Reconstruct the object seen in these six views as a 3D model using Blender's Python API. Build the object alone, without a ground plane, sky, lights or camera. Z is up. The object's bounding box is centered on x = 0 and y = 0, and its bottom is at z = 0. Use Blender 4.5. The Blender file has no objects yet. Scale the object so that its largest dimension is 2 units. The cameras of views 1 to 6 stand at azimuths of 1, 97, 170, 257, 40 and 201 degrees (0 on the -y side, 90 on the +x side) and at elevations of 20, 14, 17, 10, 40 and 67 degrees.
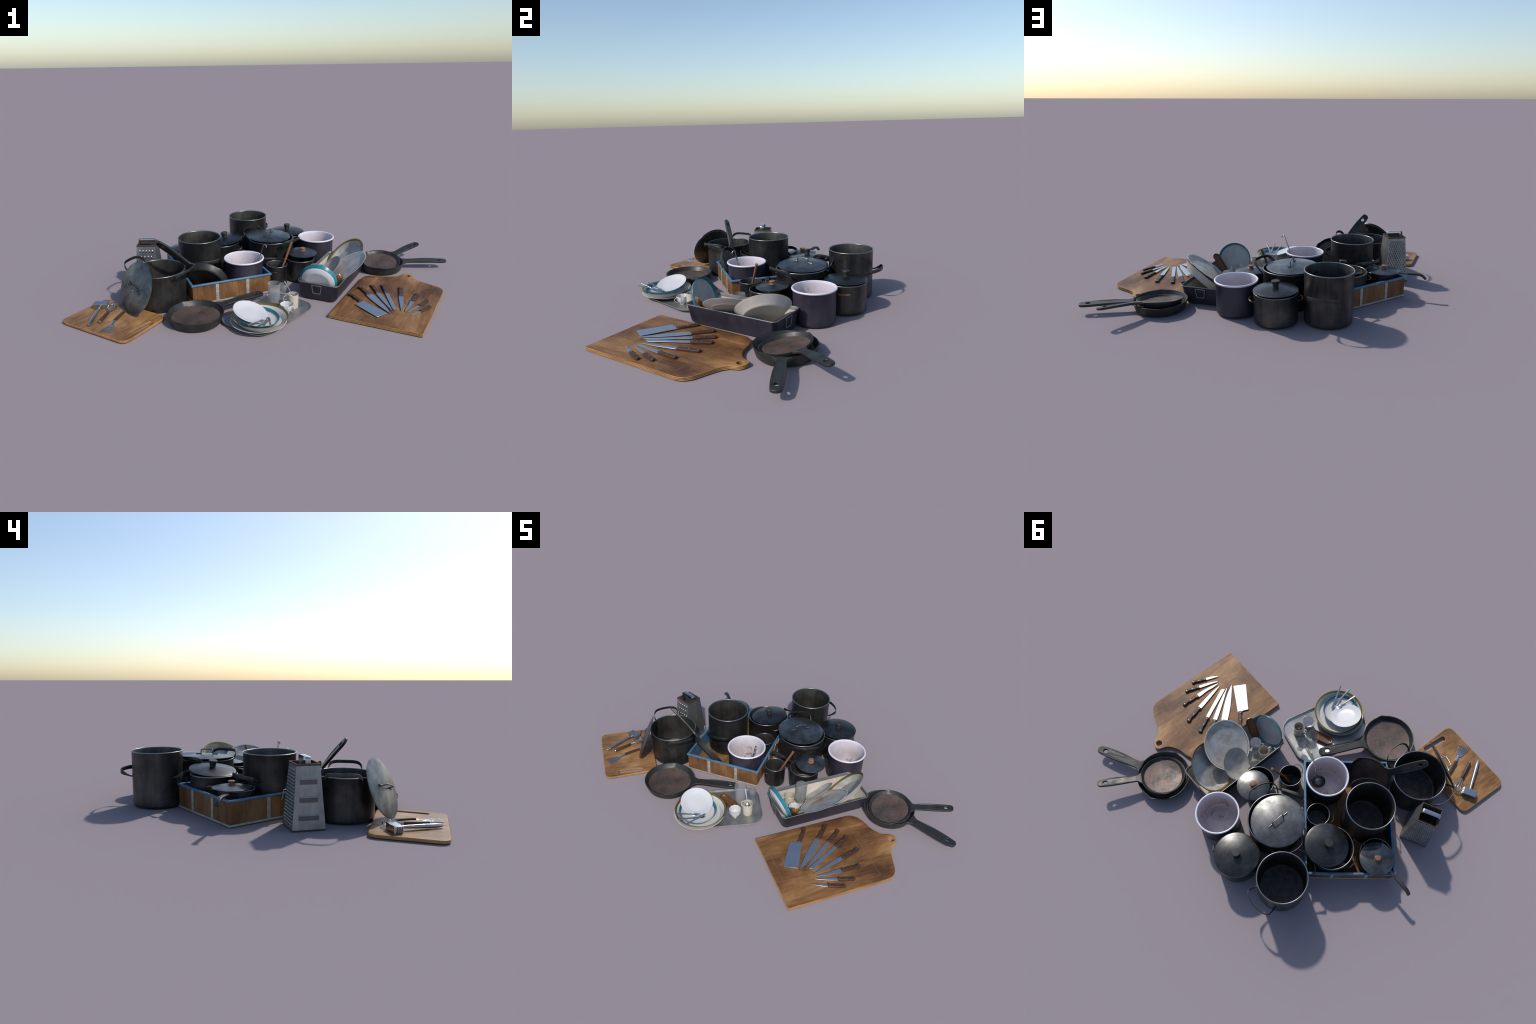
import bpy, bmesh, math, random
from mathutils import Vector, Matrix
random.seed(7)
pi, cos, sin = math.pi, math.cos, math.sin
SC = bpy.context.scene.collection

# ------------------------------------------------------------------ materials
class G:
    """tiny node-graph helper around one material"""
    def __init__(s, name):
        s.m = bpy.data.materials.new(name); s.m.use_nodes = True
        s.t = s.m.node_tree; s.b = s.t.nodes['Principled BSDF']
        s.co = s.t.nodes.new('ShaderNodeTexCoord').outputs['Object']
    def n(s, kind, **kw):
        nd = s.t.nodes.new('ShaderNode' + kind)
        for k, v in kw.items():
            if hasattr(nd, k): setattr(nd, k, v)
            else: s.put(nd, k.replace('_', ' '), v)
        return nd
    def put(s, nd, key, v):
        sock = nd.inputs[key]
        if hasattr(v, 'is_output'): s.t.links.new(v, sock)
        else: sock.default_value = v
    def mapped(s, scale=(1, 1, 1), rot=(0, 0, 0)):
        m = s.n('Mapping'); s.t.links.new(s.co, m.inputs['Vector'])
        m.inputs['Scale'].default_value = scale; m.inputs['Rotation'].default_value = rot
        return m.outputs[0]
    def noise(s, scale, stretch=(1, 1, 1), detail=6, rough=.6, rot=(0, 0, 0), dist=0.0):
        nd = s.n('TexNoise'); s.t.links.new(s.mapped(stretch, rot), nd.inputs['Vector'])
        nd.inputs['Scale'].default_value = scale; nd.inputs['Detail'].default_value = detail
        nd.inputs['Roughness'].default_value = rough; nd.inputs['Distortion'].default_value = dist
        return nd.outputs['Fac']
    def ramp(s, fac, stops):
        r = s.n('ValToRGB'); s.t.links.new(fac, r.inputs['Fac']); el = r.color_ramp.elements
        while len(el) < len(stops): el.new(.5)
        for e, (p, c) in zip(el, stops):
            e.position = p
            e.color = (c, c, c, 1) if isinstance(c, (int, float)) else (*c, 1)
        return r.outputs['Color']
    def mix(s, fac, a, b, mode='MIX'):
        m = s.n('Mix'); m.data_type = 'RGBA'; m.blend_type = mode
        for sock, v in ((m.inputs['Factor'], fac), (m.inputs['A'], a), (m.inputs['B'], b)):
            pass
        ins = [i for i in m.inputs if i.type == 'RGBA']
        f = m.inputs[0]
        for sock, v in ((f, fac), (ins[0], a), (ins[1], b)):
            if hasattr(v, 'is_output'): s.t.links.new(v, sock)
            elif sock is f: sock.default_value = v
            else: sock.default_value = (*v, 1)
        return [o for o in m.outputs if o.type == 'RGBA'][0]
    def math(s, op, a, b=0.0):
        m = s.n('Math'); m.operation = op
        for i, v in enumerate((a, b)):
            if hasattr(v, 'is_output'): s.t.links.new(v, m.inputs[i])
            else: m.inputs[i].default_value = v
        return m.outputs[0]
    def radius(s):
        sep = s.n('SeparateXYZ'); s.t.links.new(s.co, sep.inputs[0])
        return s.math('SQRT', s.math('ADD', s.math('MULTIPLY', sep.outputs[0], sep.outputs[0]), s.math('MULTIPLY', sep.outputs[1], sep.outputs[1])))
    def axis(s, i):
        sep = s.n('SeparateXYZ'); s.t.links.new(s.co, sep.inputs[0]); return sep.outputs[i]
    def bump(s, h, strength=.2, dist=.002):
        b = s.n('Bump'); b.inputs['Strength'].default_value = strength; b.inputs['Distance'].default_value = dist
        s.t.links.new(h, b.inputs['Height']); s.t.links.new(b.outputs[0], s.b.inputs['Normal'])
    def done(s, color, rough=.5, metal=0.0, **kw):
        s.put(s.b, 'Base Color', (*color, 1) if isinstance(color, tuple) else color)
        s.put(s.b, 'Roughness', rough); s.put(s.b, 'Metallic', metal)
        for k, v in kw.items(): s.put(s.b, k.replace('_', ' '), v)
        return s.m

def dark_metal(name, lo, hi, rough=(.34, .52), streak=True, metal=.85):
    g = G(name)
    a = g.noise(9, detail=8, rough=.65); b = g.noise(34, (1, 1, .07), detail=6, rough=.65)
    f = g.math('ADD', g.math('MULTIPLY', a, .6), g.math('MULTIPLY', b, .4)) if streak else a
    c = g.ramp(f, [(.37, lo), (.63, hi)])
    fine = g.noise(160, detail=3)
    g.bump(fine, .12, .001)
    return g.done(c, g.ramp(g.noise(14, detail=6), [(.3, rough[0]), (.7, rough[1])]), metal)

def lid_metal(name, k, rings, rough):
    g = G(name)
    r = g.radius(); w = g.n('TexNoise'); w.noise_dimensions = '1D'
    g.t.links.new(g.math('MULTIPLY', r, 1.0), w.inputs['W']); w.inputs['Scale'].default_value = 160; w.inputs['Detail'].default_value = 4
    cl = g.noise(11, detail=8, rough=.65)
    f = g.math('ADD', g.math('MULTIPLY', cl, 1 - rings), g.math('MULTIPLY', w.outputs['Fac'], rings))
    c = g.ramp(f, [(.36, (.06 * k, .062 * k, .062 * k)), (.52, (.13 * k, .132 * k, .13 * k)), (.68, (.24 * k, .24 * k, .23 * k))])
    if rings > .1: g.bump(w.outputs['Fac'], .025, .001)
    else: g.bump(g.noise(60, detail=5), .05, .001)
    return g.done(c, g.ramp(f, [(.35, rough + .1), (.7, rough)]), .9)

def cast_iron(name='cast_iron', lo=(.022, .022, .021), hi=(.05, .049, .046)):
    g = G(name); a = g.noise(16, detail=8, rough=.7)
    g.bump(g.noise(130, detail=4), .25, .0015)
    return g.done(g.ramp(a, [(.35, lo), (.7, hi)]), g.ramp(a, [(.3, .52), (.75, .36)]), .4)

def rusty_iron():
    g = G('seasoned_iron'); a = g.noise(14, detail=9, rough=.7); b = g.noise(26, detail=7, rough=.7)
    base = g.ramp(a, [(.32, (.034, .028, .025)), (.5, (.085, .068, .058)), (.68, (.155, .132, .118))])
    c = g.mix(g.math('MULTIPLY', g.ramp(b, [(.46, 0.0), (.64, 1.0)]), .65), base, (.12, .044, .028))
    sp = g.ramp(g.noise(150, detail=3), [(.62, 0.0), (.74, 1.0)])
    c = g.mix(g.math('MULTIPLY', sp, .4), c, (.26, .22, .2))
    g.bump(g.noise(90, detail=6), .35, .002)
    return g.done(c, g.ramp(b, [(.3, .6), (.7, .42)]), .25)

def enamel(name, c0, c1, rough=.25, stain=None, amount=0.0):
    g = G(name); a = g.noise(13, (1, 1, .5), detail=7)
    c = g.ramp(a, [(.35, c0), (.7, c1)])
    if stain:
        s1 = g.ramp(g.noise(24, (1, 1, .6), detail=9, rough=.72, dist=.4), [(.52, 0.0), (.66, 1.0)])
        c = g.mix(g.math('MULTIPLY', s1, amount), c, stain)
    return g.done(c, g.ramp(a, [(.3, rough), (.7, rough + .15)]), 0.0)

def enamel_inside():
    """lilac-white enamel; the floor and lower wall carry cooked-on brown and black marks"""
    g = G('enamel_white'); z = g.axis(2)
    base = g.ramp(g.noise(12, (1, 1, .4), detail=6), [(.35, (.56, .52, .565)), (.7, (.68, .635, .69))])
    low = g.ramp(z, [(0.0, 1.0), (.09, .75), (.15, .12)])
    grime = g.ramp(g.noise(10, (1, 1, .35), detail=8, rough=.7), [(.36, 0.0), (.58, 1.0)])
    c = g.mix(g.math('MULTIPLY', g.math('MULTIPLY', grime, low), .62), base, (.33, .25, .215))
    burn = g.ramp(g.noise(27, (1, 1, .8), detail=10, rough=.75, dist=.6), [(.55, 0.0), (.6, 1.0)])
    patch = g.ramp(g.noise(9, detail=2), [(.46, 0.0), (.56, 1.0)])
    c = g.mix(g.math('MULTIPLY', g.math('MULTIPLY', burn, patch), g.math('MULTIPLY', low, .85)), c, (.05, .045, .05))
    return g.done(c, .3)

def wood(name, dark, mid, light, along='x', scale=6, patch=.5, rough=.5, worn=None):
    """wood: fine fibres along one axis under broad mottled clouds; worn=(rx, ry) bleaches the middle and leaves darker ends"""
    g = G(name); st = {'x': (.12, 1, 1), 'y': (1, .12, 1), 'z': (1, 1, .12)}[along]
    gr = g.noise(scale * 13, st, detail=9, rough=.65, dist=.3)
    big = g.noise(scale, tuple(.45 if q < .5 else 1 for q in st), detail=7, rough=.62, dist=.6)
    fine = g.noise(scale * 40, tuple(.25 if q < .5 else 1 for q in st), detail=4, rough=.6)
    f = g.math('ADD', g.math('ADD', g.math('MULTIPLY', gr, (1 - patch) * .7), g.math('MULTIPLY', fine, (1 - patch) * .3)), g.math('MULTIPLY', big, patch))
    if worn:
        u = g.math('DIVIDE', g.math('SUBTRACT', g.axis(0), worn[2]), worn[0]); v = g.math('DIVIDE', g.axis(1), worn[1])
        d = g.math('SQRT', g.math('ADD', g.math('MULTIPLY', u, u), g.math('MULTIPLY', v, v)))
        wob = g.math('ADD', d, g.math('MULTIPLY', g.noise(9, detail=6), .9))
        f = g.math('ADD', f, g.ramp(wob, [(.45, .14), (.8, .07), (1.0, .0)]))
        f = g.math('SUBTRACT', f, .055)
    c = g.ramp(f, [(.37, dark), (.49, mid), (.62, light)])
    sc = g.ramp(g.noise(scale * 9, tuple(.02 if q < .5 else 1.6 for q in st), detail=2, rot=(0, 0, .5)), [(.66, 0.0), (.7, 1.0)])
    if worn: c = g.mix(g.math('MULTIPLY', sc, .22), c, light)
    g.bump(gr, .2, .001)
    return g.done(c, g.ramp(f, [(.35, rough + .06), (.65, rough - .06)]), 0.0, Specular_IOR_Level=.3)

def ceramic(name, col, stain=None, amount=.5, rough=.22):
    g = G(name)
    c = g.ramp(g.noise(10, detail=4), [(.3, tuple(x * .94 for x in col)), (.7, col)])
    if stain:
        m = g.ramp(g.noise(15, detail=10, rough=.72, dist=.05), [(.42, 0.0), (.7, 1.0)])
        c = g.mix(g.math('MULTIPLY', m, amount), c, stain)
        sp = g.ramp(g.noise(70, detail=4), [(.64, 0.0), (.72, 1.0)])
        c = g.mix(g.math('MULTIPLY', sp, .45), c, tuple(x * .5 for x in stain))
        rough = g.ramp(g.noise(20, detail=5), [(.3, .3), (.7, .5)])
    return g.done(c, rough)

def plain(name, col, rough=.4, metal=0.0, vary=.15, scale=18, **kw):
    g = G(name)
    c = g.ramp(g.noise(scale, detail=6), [(.3, tuple(x * (1 - vary) for x in col)), (.7, tuple(min(1, x * (1 + vary)) for x in col))])
    return g.done(c, rough, metal, **kw)

M = {}
M['pot'] = dark_metal('blackened_aluminium', (.035, .035, .036), (.115, .114, .113))
M['pot_in'] = dark_metal('sooty_pot_inside', (.034, .033, .031), (.115, .111, .103), (.42, .6), metal=.75)
M['steel_dark'] = plain('tarnished_steel', (.2, .2, .195), .32, .95, .3)
M['pot_rim'] = plain('worn_rim_metal', (.2, .21, .215), .35, .9)
M['lid'] = lid_metal('lid_steel', 1.0, .06, .29)
M['lid_dark'] = lid_metal('brushed_lid_steel', .5, .2, .28)  # base halved so these lids show the dark sky reflection seen from above
M['steel'] = plain('polished_steel', (.42, .43, .45), .22, .95, .1)
M['blade'] = plain('knife_steel', (.56, .57, .59), .3, .95, .06)
M['handle_strap'] = dark_metal('strap_iron', (.042, .042, .042), (.1, .1, .098), (.34, .5))  # colour lowered to tone down the highlight the straps catch
M['black'] = plain('black_plastic', (.022, .022, .022), .5, 0, .25)
M['copper'] = plain('copper_sleeve', (.24, .115, .072), .5, .35, .25)
M['iron'] = cast_iron()
M['iron_in'] = rusty_iron()
M['navy'] = enamel('enamel_navy', (.016, .0148, .027), (.040, .036, .055), .35, (.05, .03, .024), .5)
M['white_enamel'] = enamel_inside()
M['lip'] = plain('enamel_lip', (.66, .62, .69), .3, 0, .08)
M['tray_in'] = enamel('enamel_cream', (.42, .39, .33), (.58, .54, .47), .35, (.24, .19, .14), .45)
M['rim_metal'] = plain('bare_rim_metal', (.2, .2, .2), .55, .6)  # grey darkened to take the sun's glare off the tin rim
M['board'] = wood('walnut_board', (.08, .033, .012), (.215, .102, .036), (.40, .218, .085), 'x', 5.2, .72, .46, (.30, .26, .22))
M['board_edge'] = wood('cut_board_edge', (.2, .088, .028), (.36, .18, .062), (.5, .28, .11), 'x', 9, .45, .5)  # lighter and more orange than the board faces
M['board2'] = wood('beech_board', (.105, .046, .017), (.27, .14, .054), (.46, .265, .115), 'x', 6.5, .66, .44, (.22, .2, 0.0))
M['crate'] = wood('crate_wood', (.075, .031, .012), (.17, .082, .032), (.27, .145, .062), 'z', 6, .6, .6)
M['blue'] = plain('blue_paint', (.07, .165, .27), .45, 0, .3, 24)
M['strap'] = plain('grey_strap', (.35, .34, .3), .5, .2, .3, 40)
M['handle_wood'] = wood('rosewood', (.03, .014, .009), (.062, .03, .02), (.1, .052, .035), 'x', 14, .35, .45)
M['knob_wood'] = wood('turned_wood', (.12, .057, .033), (.205, .105, .064), (.28, .155, .1), 'z', 20, .4, .45)
M['spoon_wood'] = wood('spoon_wood', (.1, .045, .02), (.19, .09, .042), (.26, .135, .068), 'x', 10, .4, .5)
M['white'] = ceramic('white_porcelain', (.57, .565, .575))
M['offwhite'] = ceramic('warm_porcelain', (.55, .53, .5))
M['dirty'] = ceramic('stained_porcelain', (.45, .44, .42), (.2, .14, .1), .8)
M['grimy'] = ceramic('grimy_porcelain', (.43, .435, .42), (.25, .21, .16), .5)
M['under'] = ceramic('porcelain_underside', (.5, .47, .44), (.3, .25, .21), .35)
M['gold'] = plain('gold_band', (.34, .25, .06), .3, .8, .12)
M['teal'] = plain('teal_glaze', (.016, .15, .195), .28, 0, .2)
M['mug'] = ceramic('cream_stoneware', (.52, .47, .38))
M['brown'] = plain('brown_glaze', (.13, .055, .018), .25, 0, .3)
M['alu'] = dark_metal('tray_aluminium', (.26, .265, .265), (.44, .44, .43), (.4, .55), False, .85)
M['grater'] = dark_metal('grater_tin', (.19, .195, .2), (.36, .37, .375), (.35, .5), True, .85)
M['rust'] = plain('rust_rim', (.085, .042, .028), .6, .2, .35)
M['slot'] = plain('slot_metal', (.13, .11, .11), .6, .4)
M['hole'] = plain('tooth_shadow_dot', (.03, .03, .032), .6, .4)  # near-black discs laid on the face, painting the shadow inside each hole
def glass(name, col, clear, bump=False):
    """thin old glass: mostly see-through, denser and greyer where seen edge-on"""
    g = G(name); lw = g.n('LayerWeight'); lw.inputs['Blend'].default_value = .35
    if bump: g.bump(g.n('TexVoronoi', Scale=110).outputs['Distance'], .5, .002)
    g.done(col, .12, 0)
    tr = g.n('BsdfTransparent'); tr.inputs[0].default_value = (.93, .94, .94, 1)
    mx = g.n('MixShader'); out = g.t.nodes['Material Output']
    g.t.links.new(g.ramp(lw.outputs['Facing'], [(0.0, clear), (.75, clear + .18), (1.0, .75)]), mx.inputs[0])
    g.t.links.new(tr.outputs[0], mx.inputs[1]); g.t.links.new(g.b.outputs[0], mx.inputs[2]); g.t.links.new(mx.outputs[0], out.inputs['Surface'])
    return g.m
M['glass'] = glass('clear_glass', (.5, .5, .51), .17)
M['cutglass'] = glass('pressed_glass', (.42, .42, .42), .22, True)

# ------------------------------------------------------------------ geometry
def finish(bm, name, mats, angle=38, tidy=True, flat=False):
    if tidy: bmesh.ops.remove_doubles(bm, verts=bm.verts, dist=1e-6)
    bmesh.ops.recalc_face_normals(bm, faces=bm.faces)
    bm.normal_update(); lim = math.radians(angle)
    for f in bm.faces: f.smooth = not (flat and (abs(f.normal.z) > .995 or (flat == 'axis' and max(map(abs, f.normal)) > .995)))
    for e in bm.edges:
        e.smooth = not (len(e.link_faces) == 2 and e.calc_face_angle(0) > lim)
    me = bpy.data.meshes.new(name); bm.to_mesh(me); bm.free()
    for m in (mats if isinstance(mats, (list, tuple)) else [mats]): me.materials.append(M[m])
    return me

def arc(cx, cz, r, a0, a1, n=5):
    return [(cx + r * cos(math.radians(a0 + (a1 - a0) * i / n)), cz + r * sin(math.radians(a0 + (a1 - a0) * i / n))) for i in range(n + 1)]

def lathe(name, prof, mats, seg=72, idx=None, flute=None, angle=38):
    """surface of revolution of (r, z) points; idx(r, z, k) picks the material of a segment; flute(r,z,a) scales the radius"""
    bm = bmesh.new(); rings = []
    for r, z in prof:
        if r < 1e-7: rings.append([bm.verts.new((0, 0, z))]); continue
        rings.append([])
        for i in range(seg):
            a = 2 * pi * i / seg; q = r * (flute(r, z, a) if flute else 1)
            rings[-1].append(bm.verts.new((q * cos(a), q * sin(a), z)))
    for k in range(len(rings) - 1):
        A, B = rings[k], rings[k + 1]
        mi = idx(prof[k], prof[k + 1], k) if idx else 0
        for i in range(seg):
            j = (i + 1) % seg
            if len(A) == 1 and len(B) == 1: continue
            if len(A) == 1: f = bm.faces.new((A[0], B[i], B[j]))
            elif len(B) == 1: f = bm.faces.new((A[i], A[j], B[0]))
            else: f = bm.faces.new((A[i], A[j], B[j], B[i]))
            f.material_index = mi
    return finish(bm, name, mats, angle)

def smooth_path(pts, n=8):
    """Catmull-Rom through control points"""
    P = [Vector(p) for p in pts]; P = [P[0] * 2 - P[1]] + P + [P[-1] * 2 - P[-2]]; out = []
    for i in range(1, len(P) - 2):
        for k in range(n):
            t = k / n
            out.append(.5 * (2 * P[i] + (P[i + 1] - P[i - 1]) * t + (2 * P[i - 1] - 5 * P[i] + 4 * P[i + 1] - P[i + 2]) * t * t + (3 * P[i] - P[i - 1] - 3 * P[i + 1] + P[i + 2]) * t ** 3))
    out.append(P[-2]); return out

def sweep_bm(bm, path, sec, up=None, mi=0):
    """sweep a section (function of 0..1 -> list of (side, up) offsets) along a path; 'up' fixes the frame when given"""
    P = [Vector(p) for p in path]; n = len(P); rings = []; prev = None
    for i, p in enumerate(P):
        t = (P[min(i + 1, n - 1)] - P[max(i - 1, 0)]).normalized()
        if up is not None:
            u = up(i / (n - 1)) if callable(up) else Vector(up)
        elif prev is None:
            u = Vector((0, 0, 1)) if abs(t.z) < .9 else Vector((1, 0, 0))
        else: u = prev
        u = Vector(u); u = (u - t * u.dot(t)).normalized(); prev = u
        s = t.cross(u)
        rings.append([bm.verts.new(p + s * a + u * b) for a, b in sec(i / (n - 1))])
    m = len(rings[0])
    for k in range(n - 1):
        for i in range(m):
            f = bm.faces.new((rings[k][i], rings[k][(i + 1) % m], rings[k + 1][(i + 1) % m], rings[k + 1][i])); f.material_index = mi
    for r in (rings[0], rings[-1]):
        f = bm.faces.new(r); f.material_index = mi

def disc(r, n=10, ry=None):
    return [(r * cos(2 * pi * i / n), (ry or r) * sin(2 * pi * i / n)) for i in range(n)]

def rrect(w, h, r, n=3):
    out = []
    for cx, cy, a in ((w - r, h - r, 0), (-w + r, h - r, 90), (-w + r, -h + r, 180), (w - r, -h + r, 270)):
        for i in range(n + 1):
            b = math.radians(a + 90 * i / n); out.append((cx + r * cos(b), cy + r * sin(b)))
    return out

def tube(name, path, rad, mat, n=10, up=None):
    bm = bmesh.new(); sweep_bm(bm, path, (lambda t: disc(rad(t), n)) if callable(rad) else (lambda t: disc(rad, n)), up)
    return finish(bm, name, mat, 50)

def plate_of(name, outline, z0, z1, mats, holes=(), bevel=.001, side=None, res=2):
    """flat piece cut from a 2D outline (with holes), edges rounded"""
    cu = bpy.data.curves.new(name, 'CURVE'); cu.dimensions = '2D'; cu.fill_mode = 'BOTH'
    for loop in [outline, *holes]:
        sp = cu.splines.new('POLY'); sp.points.add(len(loop) - 1); sp.use_cyclic_u = True
        for p, q in zip(sp.points, loop): p.co = (q[0], q[1], 0, 1)
    h = (z1 - z0) / 2; cu.extrude = max(h - bevel, 1e-5); cu.bevel_depth = bevel; cu.bevel_resolution = res; cu.offset = -bevel
    ob = bpy.data.objects.new(name, cu); SC.objects.link(ob)
    me = bpy.data.meshes.new_from_object(ob.evaluated_get(bpy.context.evaluated_depsgraph_get()))
    bpy.data.objects.remove(ob); bpy.data.curves.remove(cu)
    bm = bmesh.new(); bm.from_mesh(me); bpy.data.meshes.remove(me)
    bmesh.ops.translate(bm, verts=bm.verts, vec=(0, 0, (z0 + z1) / 2))
    bmesh.ops.remove_doubles(bm, verts=bm.verts, dist=1e-6)
    for f in bm.faces:
        f.material_index = 0
        if side is not None:
            f.normal_update()
            if abs(f.normal.z) < .9: f.material_index = side
    return finish(bm, name, mats, 40, flat=True)

def box_bm(bm, c, s, mi=0, bev=0.0):
    r = bmesh.ops.create_cube(bm, size=1, matrix=Matrix.Translation(c) @ Matrix.Diagonal((*s, 1)))
    fs = {f for v in r['verts'] for f in v.link_faces}
    for f in fs: f.material_index = mi
    if bev:
        es = list({e for f in fs for e in f.edges})
        bmesh.ops.bevel(bm, geom=es, offset=bev, segments=2, affect='EDGES', profile=.5)

def boxes(name, L, mat, bev=.001):
    bm = bmesh.new()
    for c, s in L: box_bm(bm, c, s, 0, bev)
    return finish(bm, name, mat, 30, tidy=False, flat='axis')

def frame(loc, z=(0, 0, 1), x=(1, 0, 0)):
    z = Vector(z).normalized(); x = Vector(x); x = (x - z * x.dot(z)).normalized(); y = z.cross(x)
    m = Matrix((x, y, z)).transposed().to_4x4(); m.translation = Vector(loc); return m

def along(loc, x, z=(0, 0, 1)):
    """frame whose x axis is exact"""
    x = Vector(x).normalized(); z = Vector(z); z = (z - x * z.dot(x)).normalized(); y = z.cross(x)
    m = Matrix((x, y, z)).transposed().to_4x4(); m.translation = Vector(loc); return m

def turned(loc, deg): return Matrix.Translation(loc) @ Matrix.Rotation(math.radians(deg), 4, 'Z')

def thing(name, label, category, mat):
    e = bpy.data.objects.new(name, None); e.empty_display_size = .05; SC.objects.link(e)
    e.matrix_world = mat; e['label'] = label; e['category'] = category; return e

def part(parent, name, mesh, local=None, stuff=False):
    o = bpy.data.objects.new(name, mesh); SC.objects.link(o); o.parent = parent
    if local is not None: o.matrix_local = local
    if stuff: o['kind'] = 'stuff'
    return o

def single(name, mesh, label, category, mat):
    o = bpy.data.objects.new(name, mesh); SC.objects.link(o); o.matrix_world = mat
    o['label'] = label; o['category'] = category; return o

RZ = lambda d: Matrix.Rotation(math.radians(d), 4, 'Z')
pol = lambda r, deg, z: (r * cos(math.radians(deg)), r * sin(math.radians(deg)), z)

# ------------------------------------------------------------------ pots
def pot_profile(r, h, t=.0028, rb=.014, bead=.003):
    p = [(0, .0015), (r - rb - .006, .0)] + arc(r - rb, rb, rb, -90, 0, 6)
    p += [(r, h * .5), (r, h - 2 * bead - .001)] + arc(r - .0005, h - bead, bead, -60, 180, 7)
    p += [(r - t, h * .5), (r - t, rb + .004)] + arc(r - t - rb * .9, rb * .9 + .004, rb * .9, 0, -90, 5) + [(0, .004)]
    return p

def pot_body(name, r, h, **k):
    prof = pot_profile(r, h, **k); zt = h - 2 * k.get('bead', .003) - .0005
    top = max(range(len(prof)), key=lambda i: prof[i][1])
    return lathe(name, prof, ['pot', 'pot_rim', 'pot_in'], 80, lambda a, b, i: 1 if min(a[1], b[1]) > zt else (2 if i > top else 0))

def strap_handle(r, z0, half, ra, za, flat, name='strap_handle', hh=.0074, rise=.08):
    """flat strap bent into a loop, ends narrowing to pins at the wall"""
    ctl = [pol(r - .003, -half, z0), pol(r + .010, -half + 1.5, z0 + .002), pol((r + ra) / 2 + .006, -half * .86, z0 + (za - z0) * .5),
           pol(ra - .006, -flat * 1.25, za - (za - z0) * .12), pol(ra, -flat * .75, za), pol(ra + .001, 0, za)]
    ctl = ctl + [(x, -y, z) for x, y, z in ctl[-2::-1]]
    path = smooth_path(ctl, 6)
    def sec(t):
        d = min(t, 1 - t); k = min(1, max(0, (d - .09) / .2)); k = k * k * (3 - 2 * k)
        return rrect(.0032 - .0018 * k, .0030 + (hh - .0030) * k, .0011, 2)
    bm = bmesh.new(); sweep_bm(bm, path, sec, up=(-rise, 0, 1))
    return finish(bm, name, 'handle_strap', 40)

def wire_loop(r, z0, half, ra, za, rad, mat, name, sleeve=False):
    ctl = [pol(r - .003, -half, z0), pol(r + .007, -half * .98, z0), pol((r + ra) / 2 + .003, -half * .86, (z0 + za) / 2), pol(ra - .002, -half * .5, za), pol(ra, 0, za)]
    ctl = ctl + [(x, -y, z) for x, y, z in ctl[-2::-1]]
    path = smooth_path(ctl, 7)
    if sleeve:
        n = len(path); path = path[int(n * .3):int(n * .7) + 1]
    return tube(name, path, rad, mat, 10)

ROUND_BIG = pot_body('pot_body_wide', .1275, .187)
ROUND_TALL = pot_body('pot_body_tall', .1133, .2495)
ROUND_MID = pot_body('pot_body_medium', .1025, .148)
ROUND_SMALL = pot_body('pot_body_small', .0557, .119, t=.0022, rb=.01, bead=.0022)
PAN_BODY = pot_body('saucepan_body', .0768, .1215, t=.0024, rb=.012, bead=.0025)
STRAP_BIG = strap_handle(.1275, .1605, 31, .178, .206, 17)
STRAP_TALL = strap_handle(.1133, .136, 33, .165, .158, 20, hh=.0092)
WIRE_MID = wire_loop(.1025, .110, 19, .1225, .113, .0022, 'handle_strap', 'ring_handle')
SLEEVE_MID = wire_loop(.1025, .110, 19, .1225, .113, .0036, 'copper', 'copper_sleeve', True)
WIRE_SMALL = wire_loop(.0555, .093, 26, .0775, .099, .0018, 'handle_strap', 'wire_handle')

def rivets(r, half, z, name, rad=.0035):
    bm = bmesh.new()
    for a in (-half, half):
        bmesh.ops.create_uvsphere(bm, u_segments=10, v_segments=6, radius=rad, matrix=Matrix.Translation(pol(r + .001, a, z)) @ RZ(a) @ Matrix.Diagonal((.6, 1.3, 1, 1)))
    return finish(bm, name, 'handle_strap')
RIV_BIG, RIV_TALL = rivets(.1275, 31, .1605, 'handle_rivet'), rivets(.1133, 33, .136, 'handle_rivet')

def big_pot(loc, deg, tall):
    e = thing('stock_pot', 'tall blackened aluminium stock pot with strap handles' if tall else 'wide blackened cooking pot with two raised strap handles', 'cooking pot', turned(loc, deg))
    part(e, 'pot_body', ROUND_TALL if tall else ROUND_BIG)
    for a in (0, 180):
        h = part(e, 'strap_handle', STRAP_TALL if tall else STRAP_BIG, RZ(a))
        part(h, 'handle_rivet', RIV_TALL if tall else RIV_BIG)
def mid_pot(loc, deg):
    e = thing('cooking_pot', 'medium blackened pot with copper sleeved ring handles', 'cooking pot', turned(loc, deg))
    part(e, 'pot_body', ROUND_MID)
    for a in (0, 180):
        h = part(e, 'ring_handle', WIRE_MID, RZ(a)); part(h, 'copper_sleeve', SLEEVE_MID)
def small_pot(loc, deg, hs=1.0):
    e = thing('small_pot', 'small dark pot with thin wire handles', 'cooking pot', turned(loc, deg) @ Matrix.Diagonal((1, 1, hs, 1)))
    part(e, 'pot_body', ROUND_SMALL)
    for a in (0, 180): part(e, 'wire_handle', WIRE_SMALL, RZ(a))

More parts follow.
